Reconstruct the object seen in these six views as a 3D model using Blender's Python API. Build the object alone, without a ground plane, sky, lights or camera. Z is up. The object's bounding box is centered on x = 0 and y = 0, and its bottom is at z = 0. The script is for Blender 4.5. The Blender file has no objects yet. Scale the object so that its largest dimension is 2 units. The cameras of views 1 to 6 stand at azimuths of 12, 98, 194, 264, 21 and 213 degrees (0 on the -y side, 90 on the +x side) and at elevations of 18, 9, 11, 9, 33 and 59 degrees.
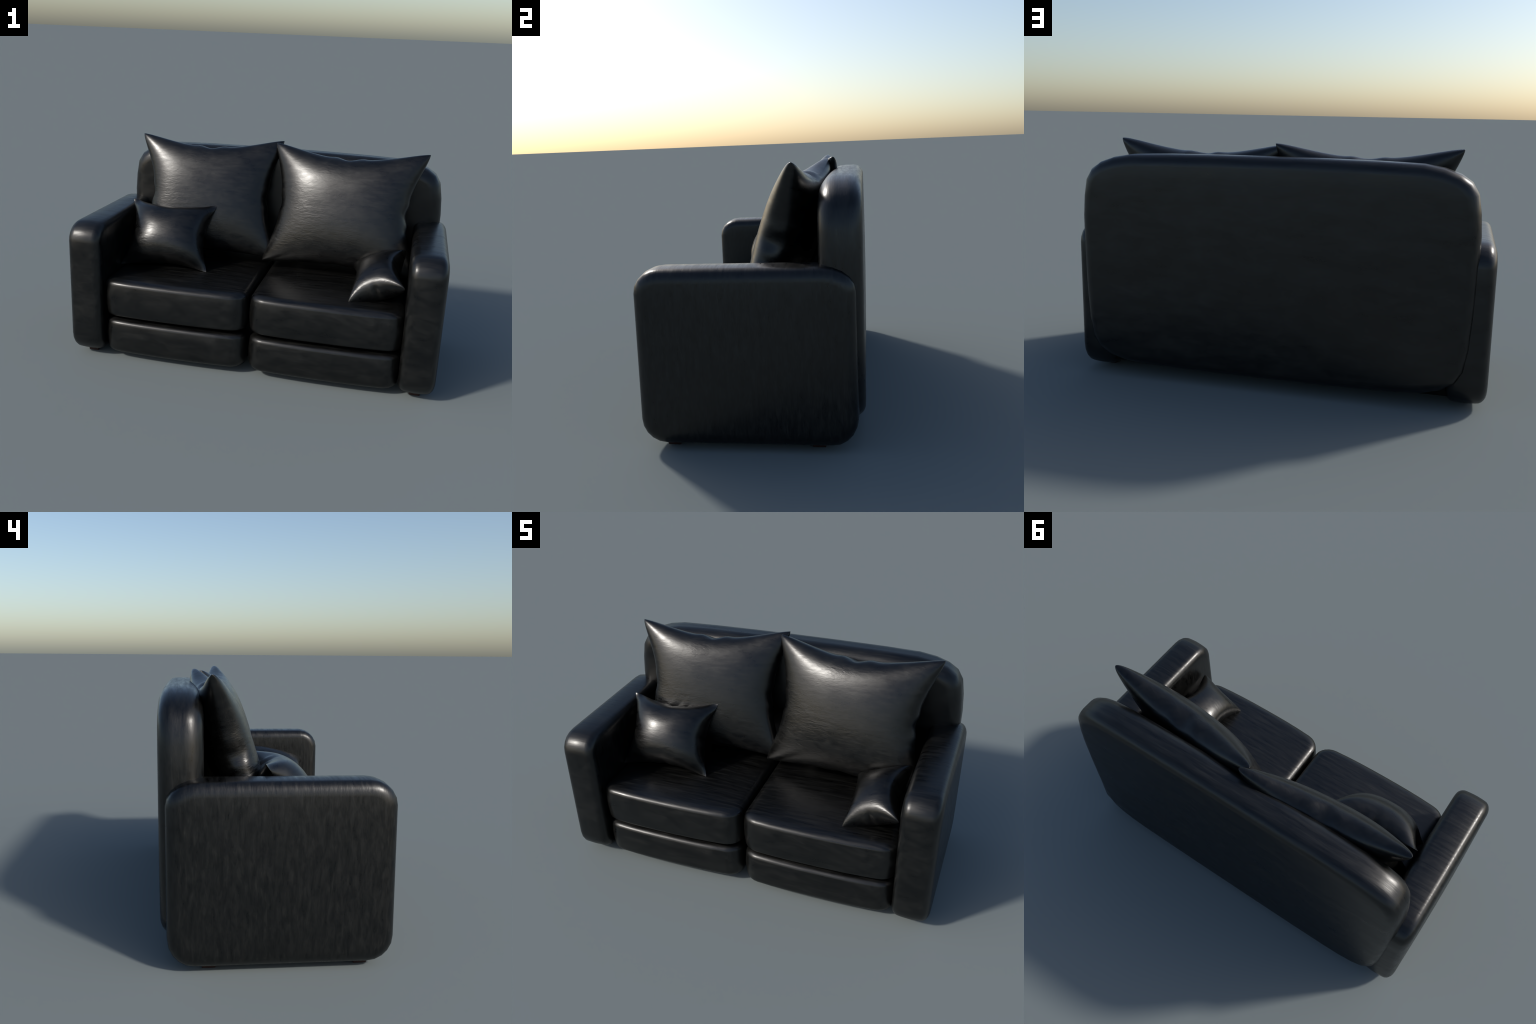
import bpy, bmesh, math, random
from mathutils import Vector, Matrix

random.seed(7)
scene = bpy.context.scene


# ---------------------------------------------------------------- materials
def node(nt, kind, **props):
    n = nt.nodes.new(kind)
    for k, v in props.items():
        setattr(n, k, v)
    return n


def leather(name, stretch, base=0.0030, offset=0.0, bump=0.25, rough=(0.27, 0.40), ripple=0.0, tilt=0.0, spec=0.5):
    """Worn black leather: streaks drawn out along the low-frequency axes of `stretch`."""
    m = bpy.data.materials.new(name)
    m.use_nodes = True
    nt = m.node_tree
    bsdf = nt.nodes["Principled BSDF"]
    link = nt.links.new
    tc = node(nt, "ShaderNodeTexCoord")

    def noise(scale_vec, scale, detail, rough_, loc=(0, 0, 0), distortion=0.0):
        mp = node(nt, "ShaderNodeMapping")
        mp.inputs["Scale"].default_value = scale_vec
        mp.inputs["Rotation"].default_value = (0.0, tilt, 0.0)
        mp.inputs["Location"].default_value = (loc[0] + offset, loc[1] + offset * 0.7, loc[2])
        link(tc.outputs["Object"], mp.inputs["Vector"])
        n = node(nt, "ShaderNodeTexNoise")
        n.inputs["Scale"].default_value = scale
        n.inputs["Detail"].default_value = detail
        n.inputs["Roughness"].default_value = rough_
        n.inputs["Distortion"].default_value = distortion
        link(mp.outputs["Vector"], n.inputs["Vector"])
        return n.outputs["Fac"]

    def ramp(fac, a, b, ca, cb):
        r = node(nt, "ShaderNodeValToRGB")
        r.color_ramp.elements[0].position, r.color_ramp.elements[1].position = a, b
        r.color_ramp.elements[0].color = (*ca, 1)
        r.color_ramp.elements[1].color = (*cb, 1)
        link(fac, r.inputs["Fac"])
        return r.outputs["Color"]

    def rng(fac, a, b, c, d):
        r = node(nt, "ShaderNodeMapRange")
        r.inputs["From Min"].default_value, r.inputs["From Max"].default_value = a, b
        r.inputs["To Min"].default_value, r.inputs["To Max"].default_value = c, d
        link(fac, r.inputs["Value"])
        return r.outputs["Result"]

    def mix(kind, fac, a, b):
        x = node(nt, "ShaderNodeMix", data_type="RGBA", blend_type=kind)
        x.inputs["Factor"].default_value = fac
        link(a, x.inputs["A"])
        link(b, x.inputs["B"])
        return x.outputs["Result"]

    def math_(op, a, b):
        x = node(nt, "ShaderNodeMath", operation=op)
        for i, v in enumerate((a, b)):
            if isinstance(v, (int, float)):
                x.inputs[i].default_value = v
            else:
                link(v, x.inputs[i])
        return x.outputs[0]

    streak = noise(stretch, 1.0, 6, 0.62, distortion=0.3)
    soft = tuple(3.0 * s ** 0.75 for s in stretch)
    cloud = noise(soft, 1.0, 5, 0.62, loc=(3.1, 1.7, 5.3), distortion=0.6)
    patch = noise((2.6, 2.6, 2.6), 1.0, 2, 0.5, loc=(1.3, 8.8, 2.9))
    fine = noise(tuple(2.6 * s for s in stretch), 1.0, 3, 0.5, loc=(9.1, 2.2, 7.7), distortion=0.8)

    g = base
    c1 = ramp(streak, 0.34, 0.68, (g * .45, g * .48, g * .50), (g * 1.55, g * 1.54, g * 1.46))
    c2 = ramp(cloud, 0.34, 0.68, (0.25, 0.27, 0.29), (1.95, 1.92, 1.80))
    link(mix("MULTIPLY", 1.0, c1, c2), bsdf.inputs["Base Color"])

    r1 = rng(streak, 0.32, 0.68, rough[0], rough[1])
    r2 = rng(cloud, 0.3, 0.7, -0.03, 0.04)
    link(math_("ADD", r1, r2), bsdf.inputs["Roughness"])
    bsdf.inputs["Specular IOR Level"].default_value = spec

    # fine grain everywhere, short ripples only in patches
    zone = rng(patch, 0.46, 0.60, 0.15, 1.0)
    h = math_("ADD", math_("MULTIPLY", streak, 0.8), math_("MULTIPLY", math_("MULTIPLY", fine, zone), ripple))
    b = node(nt, "ShaderNodeBump")
    b.inputs["Strength"].default_value = bump
    b.inputs["Distance"].default_value = 0.006
    link(h, b.inputs["Height"])
    link(b.outputs["Normal"], bsdf.inputs["Normal"])
    return m


def stained_wood(name):
    m = bpy.data.materials.new(name)
    m.use_nodes = True
    nt = m.node_tree
    bsdf = nt.nodes["Principled BSDF"]
    tc = node(nt, "ShaderNodeTexCoord")
    mp = node(nt, "ShaderNodeMapping")
    mp.inputs["Scale"].default_value = (60, 60, 8)
    n = node(nt, "ShaderNodeTexNoise")
    n.inputs["Scale"].default_value = 1.0
    r = node(nt, "ShaderNodeValToRGB")
    r.color_ramp.elements[0].color = (0.010, 0.003, 0.0025, 1)
    r.color_ramp.elements[1].color = (0.030, 0.008, 0.006, 1)
    nt.links.new(tc.outputs["Object"], mp.inputs["Vector"])
    nt.links.new(mp.outputs["Vector"], n.inputs["Vector"])
    nt.links.new(n.outputs["Fac"], r.inputs["Fac"])
    nt.links.new(r.outputs["Color"], bsdf.inputs["Base Color"])
    bsdf.inputs["Roughness"].default_value = 0.4
    return m


BODY = leather("black_leather", (4.0, 60.0, 13.0), bump=0.16)
PILLOW = leather("black_leather_pillow", (9.0, 9.0, 30.0), offset=4.0, bump=0.14, rough=(0.27, 0.35), ripple=1.6, tilt=0.25)
WOOD = stained_wood("dark_red_wood")
FRAME_BLACK = leather("matte_black_frame", (5.0, 5.0, 5.0), base=0.002, rough=(0.7, 0.9), spec=0.1)


# ---------------------------------------------------------------- geometry helpers
def add_object(name, mesh, parent=None, mats=(), smooth=True):
    o = bpy.data.objects.new(name, mesh)
    scene.collection.objects.link(o)
    if parent:
        o.parent = parent
    for m in mats:
        if m.name not in [x.name for x in mesh.materials if x]:
            mesh.materials.append(m)
    if smooth:
        for p in mesh.polygons:
            p.use_smooth = True
    return o


def rounded_rect(a0, a1, b0, b1, radii, seg=6, edge=6, power=2.0):
    """Closed outline, anticlockwise.  radii: (lo-lo, hi-lo, hi-hi, lo-hi) corners as (ra, rb)."""
    pts = []
    corners = [(a0, b0, 180), (a1, b0, 270), (a1, b1, 0), (a0, b1, 90)]
    arcs = []
    for (ca, cb, start), (ra, rb) in zip(corners, radii):
        cx = ca + ra if ca == a0 else ca - ra
        cy = cb + rb if cb == b0 else cb - rb
        arc = []
        for i in range(seg + 1):
            t = math.radians(start + 90 * i / seg)
            c, s = math.cos(t), math.sin(t)
            arc.append((cx + ra * math.copysign(abs(c) ** (2 / power), c),
                        cy + rb * math.copysign(abs(s) ** (2 / power), s)))
        arcs.append(arc)
    for k in range(4):
        pts += arcs[k]
        p, q = arcs[k][-1], arcs[(k + 1) % 4][0]
        for i in range(1, edge):
            pts.append((p[0] + (q[0] - p[0]) * i / edge, p[1] + (q[1] - p[1]) * i / edge))
    return pts


def inset(pts, d):
    n, out = len(pts), []
    for i in range(n):
        p0, p1, p2 = Vector(pts[i - 1]), Vector(pts[i]), Vector(pts[(i + 1) % n])
        e0, e1 = (p1 - p0).normalized(), (p2 - p1).normalized()
        n0, n1 = Vector((-e0.y, e0.x)), Vector((-e1.y, e1.x))
        m = (n0 + n1).normalized()
        out.append(tuple(p1 + m * (d / max(0.5, m.dot(n0)))))
    return out


def cushion(name, outline, lo, hi, fillet_lo, fillet_hi, bulge_lo, bulge_hi, place, parent, mat,
            fseg=6, rings=8, side_bulge=0.0):
    """Upholstered slab: an outline extruded from lo to hi, both rims rounded, faces slightly crowned.
    place(a, b, t) -> world position."""
    bm = bmesh.new()
    n = len(outline)
    ca, cb = [(min(p[k] for p in outline) + max(p[k] for p in outline)) / 2 for k in (0, 1)]
    ha, hb = [(max(p[k] for p in outline) - min(p[k] for p in outline)) / 2 for k in (0, 1)]

    def ring(pts, t_of):
        return [bm.verts.new(place(p[0], p[1], t_of[i] if isinstance(t_of, list) else t_of)) for i, p in enumerate(pts)]

    layers = []

    def cap(t, fillet, bulge, sgn):
        fillet = fillet if isinstance(fillet, tuple) else (fillet, fillet)    # (inset, drop) of the rim
        inner = inset(outline, fillet[0])
        seq = []
        for k in range(rings, 0, -1):          # crown, from near the centre outward
            s = k / rings
            s_in = 1 - s
            f = s_in + 0.02 if k == rings else s_in
            f = max(f, 0.03)
            pts = [(ca + (p[0] - ca) * f, cb + (p[1] - cb) * f) for p in inner]
            seq.append((pts, [t + sgn * bulge * (1 - f ** 8) * max(0.0, 1 - ((p[0] - ca) / ha) ** 2)
                              * max(0.0, 1 - ((p[1] - cb) / hb) ** 2) for p in pts]))
        for k in range(0, fseg + 1):           # rounded rim
            a = math.pi / 2 * k / fseg
            d = fillet[0] * (1 - math.sin(a))
            h = fillet[1] * (1 - math.cos(a))
            seq.append((inset(outline, d), t - sgn * h))
        return seq

    top = cap(hi, fillet_hi, bulge_hi, 1)
    bot = cap(lo, fillet_lo, bulge_lo, -1)
    seq = bot + [None] + top[::-1]
    a, b = bot[-1][1], top[-1][1]
    mids = []
    for k in range(1, 6):
        f = k / 6
        mids.append((inset(outline, -side_bulge * math.sin(math.pi * f)), a + (b - a) * f))
    seq = bot + mids + top[::-1]
    prev = None
    first = last = None
    for pts, t in seq:
        r = ring(pts, t)
        if prev:
            for i in range(n):
                bm.faces.new((prev[i], prev[(i + 1) % n], r[(i + 1) % n], r[i]))
        else:
            first = r
        prev = last = r
    bm.faces.new(first[::-1])
    bm.faces.new(last)
    bmesh.ops.recalc_face_normals(bm, faces=bm.faces)
    me = bpy.data.meshes.new(name)
    bm.to_mesh(me)
    bm.free()
    return add_object(name, me, parent, [mat])


# ---------------------------------------------------------------- the sofa
sofa = bpy.data.objects.new("loveseat_sofa", None)
scene.collection.objects.link(sofa)
sofa["label"] = "two-seat sofa upholstered in worn black leather"
sofa["category"] = "sofa"

# armrests: slab outline in (y, z), thickness along x
ARM = rounded_rect(-0.463, 0.438, 0.024, 0.762,
                   [(0.105, 0.105), (0.105, 0.115), (0.13, 0.10), (0.11, 0.10)], seg=5, edge=6)
for sgn in (-1, 1):
    cushion("armrest", ARM, 0.806, 0.993, 0.044, (0.058, 0.044), 0.004, 0.007,
            lambda a, b, t, s=sgn: (s * t, a, b), sofa, BODY, side_bulge=0.003)

# backrest: outline in (x, z), thickness along y
half = [(0.0, 0.058), (0.25, 0.058), (0.45, 0.060), (0.62, 0.064), (0.735, 0.074), (0.82, 0.096), (0.885, 0.135),
        (0.920, 0.195), (0.938, 0.30), (0.947, 0.45), (0.951, 0.62), (0.951, 0.80), (0.944, 0.90), (0.930, 0.985),
        (0.900, 1.037), (0.850, 1.072), (0.780, 1.097), (0.690, 1.112), (0.50, 1.118), (0.25, 1.121), (0.0, 1.122)]
BACK = half + [(-x, z) for x, z in half[-2:0:-1]]
BACK = [(0.0175 + 0.9835 * x, z if z < 0.8 else 0.8 + (z - 0.8) * 0.957) for x, z in BACK]
cushion("backrest", BACK, 0.288, 0.468, 0.070, 0.055, 0.004, 0.006,
        lambda a, b, t: (a, t, b), sofa, BODY)

# seat cushions: outline in (x, y), thickness along z; footrest panels below them
for sgn in (-1, 1):
    SEAT = rounded_rect(0.008, 0.805, -0.427, 0.34,
                        [(0.085, 0.072), (0.078, 0.060), (0.09, 0.09), (0.09, 0.09)], seg=6, edge=8)
    SEAT = [(x, y - 0.019 * max(0.0, 1 - abs((x - 0.406) / 0.39) ** 2.6) * (1 if y < -0.3 else 0)) for x, y in SEAT]
    cushion("seat_cushion", SEAT, 0.252, 0.462, (0.022, 0.022), (0.052, 0.032), 0.0, 0.012,
            lambda a, b, t, s=sgn: (s * a, b, t), sofa, BODY, side_bulge=0.005)
    PANEL = rounded_rect(0.010, 0.802, -0.426, 0.20,
                         [(0.080, 0.07), (0.080, 0.06), (0.09, 0.09), (0.09, 0.09)], seg=6, edge=8)
    PANEL = [(x, y - 0.019 * max(0.0, 1 - abs((x - 0.406) / 0.39) ** 2.6) * (1 if y < -0.3 else 0)) for x, y in PANEL]
    cushion("footrest_panel", PANEL, 0.034, 0.236, 0.040, (0.052, 0.030), 0.0, 0.0,
            lambda a, b, t, s=sgn: (s * a, b, t), sofa, BODY, side_bulge=0.005)

# hidden frame that carries the cushions
FRAME = rounded_rect(-0.85, 0.85, -0.30, 0.40, [(0.02, 0.02)] * 4, seg=3, edge=4)
cushion("base_frame", FRAME, 0.06, 0.27, 0.01, 0.01, 0.0, 0.0, lambda a, b, t: (a, b, t), sofa, FRAME_BLACK, fseg=3, rings=4)

# turned-down wooden feet under the arms
bm = bmesh.new()
bmesh.ops.create_cube(bm, size=1.0)
for v in bm.verts:
    k = 0.054 if v.co.z < 0 else 0.066
    v.co = Vector((v.co.x * k, v.co.y * k, 0.0 if v.co.z < 0 else 0.05))
bmesh.ops.bevel(bm, geom=bm.edges[:], offset=0.003, segments=2, affect="EDGES", profile=0.5)
foot_mesh = bpy.data.meshes.new("foot")
bm.to_mesh(foot_mesh)
bm.free()
for x in (-0.897, 0.897):
    for y in (-0.338, 0.275):
        o = add_object("foot", foot_mesh, sofa, [WOOD], smooth=False)
        o.location = (x, y, 0.0)


# ---------------------------------------------------------------- pillows
def edge_dip(v, e, k=1.0):
    """Drawn-in seam: 1 at the middle of a side, 0 at the corners; the gathered centre stays at the seam (e = 1)."""
    smooth = max(0.0, 1 - v * v) ** 1.45 * (0.55 + 0.45 * e ** 4)
    pleat = 0.12 * math.exp(-(v / 0.07) ** 2) - 0.09 * math.exp(-((abs(v) - 0.17) / 0.07) ** 2)
    return 0.95 * smooth + k * pleat * abs(e) ** 14


def pillow_mesh(name, w, h, thick, dip_left, dip_right, dip_top, dip_foot, a=2.3, p=0.47, gather=0.06, blunt=0.28, nu=84, nv=72):
    """Stuffed pillow: w by h between its four points, half depth `thick`, each side drawn in by its dip."""
    bm = bmesh.new()
    us = [math.sin(math.pi / 2 * (2 * i / nu - 1)) for i in range(nu + 1)]
    vs = [math.sin(math.pi / 2 * (2 * i / nv - 1)) for i in range(nv + 1)]

    def flat(u, v):
        dx = dip_left + (dip_right - dip_left) * (u + 1) / 2
        dz = dip_foot + (dip_top - dip_foot) * (v + 1) / 2
        return (u * (w / 2 - dx * edge_dip(v, u, 0.6)), v * (h / 2 - dz * edge_dip(u, v)))

    def depth(u, v):
        q = p * (1 - blunt * abs(u * v) ** 3)  # how blunt the points are
        t = thick * max(0.0, 1 - abs(u) ** a) ** q * max(0.0, 1 - abs(v) ** a) ** q
        for e, along in ((u, v), (v, u)):      # gathers that run in from the middle of each seam
            near = math.exp(-((1 - abs(e)) / 0.035) ** 2)
            t *= 1 - gather * near * (math.exp(-(along / 0.07) ** 2) - 0.5 * math.exp(-((abs(along) - 0.17) / 0.07) ** 2))
        return t

    grid = {}
    for side in (-1, 1):
        for i, u in enumerate(us):
            for j, v in enumerate(vs):
                rim = i in (0, nu) or j in (0, nv)
                if rim and (-side, i, j) in grid:
                    grid[(side, i, j)] = grid[(-side, i, j)]
                    continue
                x, z = flat(u, v)
                grid[(side, i, j)] = bm.verts.new((x, side * (0 if rim else depth(u, v)), z))
    for side in (-1, 1):
        for i in range(nu):
            for j in range(nv):
                q = [grid[(side, i, j)], grid[(side, i + 1, j)], grid[(side, i + 1, j + 1)], grid[(side, i, j + 1)]]
                bm.faces.new(q if side < 0 else q[::-1])
    bmesh.ops.recalc_face_normals(bm, faces=bm.faces)
    me = bpy.data.meshes.new(name)
    bm.to_mesh(me)
    bm.free()
    return me


def place_pillow(name, mesh, tl, tr, bl, label):
    """Set a pillow by three of its corners: top left, top right, bottom left."""
    tl, tr, bl = Vector(tl), Vector(tr), Vector(bl)
    x = tr - tl
    w = x.length
    x.normalize()
    z = tl - bl
    z = z - x * z.dot(x)
    h = z.length
    z.normalize()
    y = z.cross(x)
    o = add_object(name, mesh, None, [PILLOW])
    m = Matrix((x, y, z)).transposed().to_4x4()
    m.translation = tl + x * w / 2 - z * h / 2
    o.matrix_world = m
    o["label"] = label
    o["category"] = "pillow"
    return o


place_pillow("back_pillow", pillow_mesh("back_pillow", 0.848, 0.69, 0.110, 0.100, 0.080, 0.066, 0.030),
             (-0.826, 0.255, 1.159), (0.020, 0.321, 1.164), (-0.838, 0.030, 0.505),
             "large pinched black leather pillow leaning on the backrest")
place_pillow("back_pillow", pillow_mesh("back_pillow", 0.878, 0.69, 0.120, 0.078, 0.092, 0.068, 0.030),
             (-0.017, 0.289, 1.154), (0.856, 0.190, 1.164), (0.001, 0.071, 0.502),
             "large pinched black leather pillow leaning on the backrest")
place_pillow("throw_pillow", pillow_mesh("throw_pillow", 0.50, 0.40, 0.130, 0.055, 0.052, 0.046, 0.036, p=0.5, blunt=-1.1),
             (-0.807, 0.039, 0.803), (-0.308, 0.058, 0.803), (-0.808, -0.185, 0.475),
             "small black leather throw pillow with pointed corners")
place_pillow("throw_pillow", pillow_mesh("throw_pillow", 0.30, 0.37, 0.097, 0.045, 0.045, 0.030, 0.030, p=0.44, blunt=0.2),
             (0.503, 0.020, 0.544), (0.778, 0.000, 0.665), (0.561, -0.345, 0.473),
             "small black leather throw pillow lying tilted on the seat")
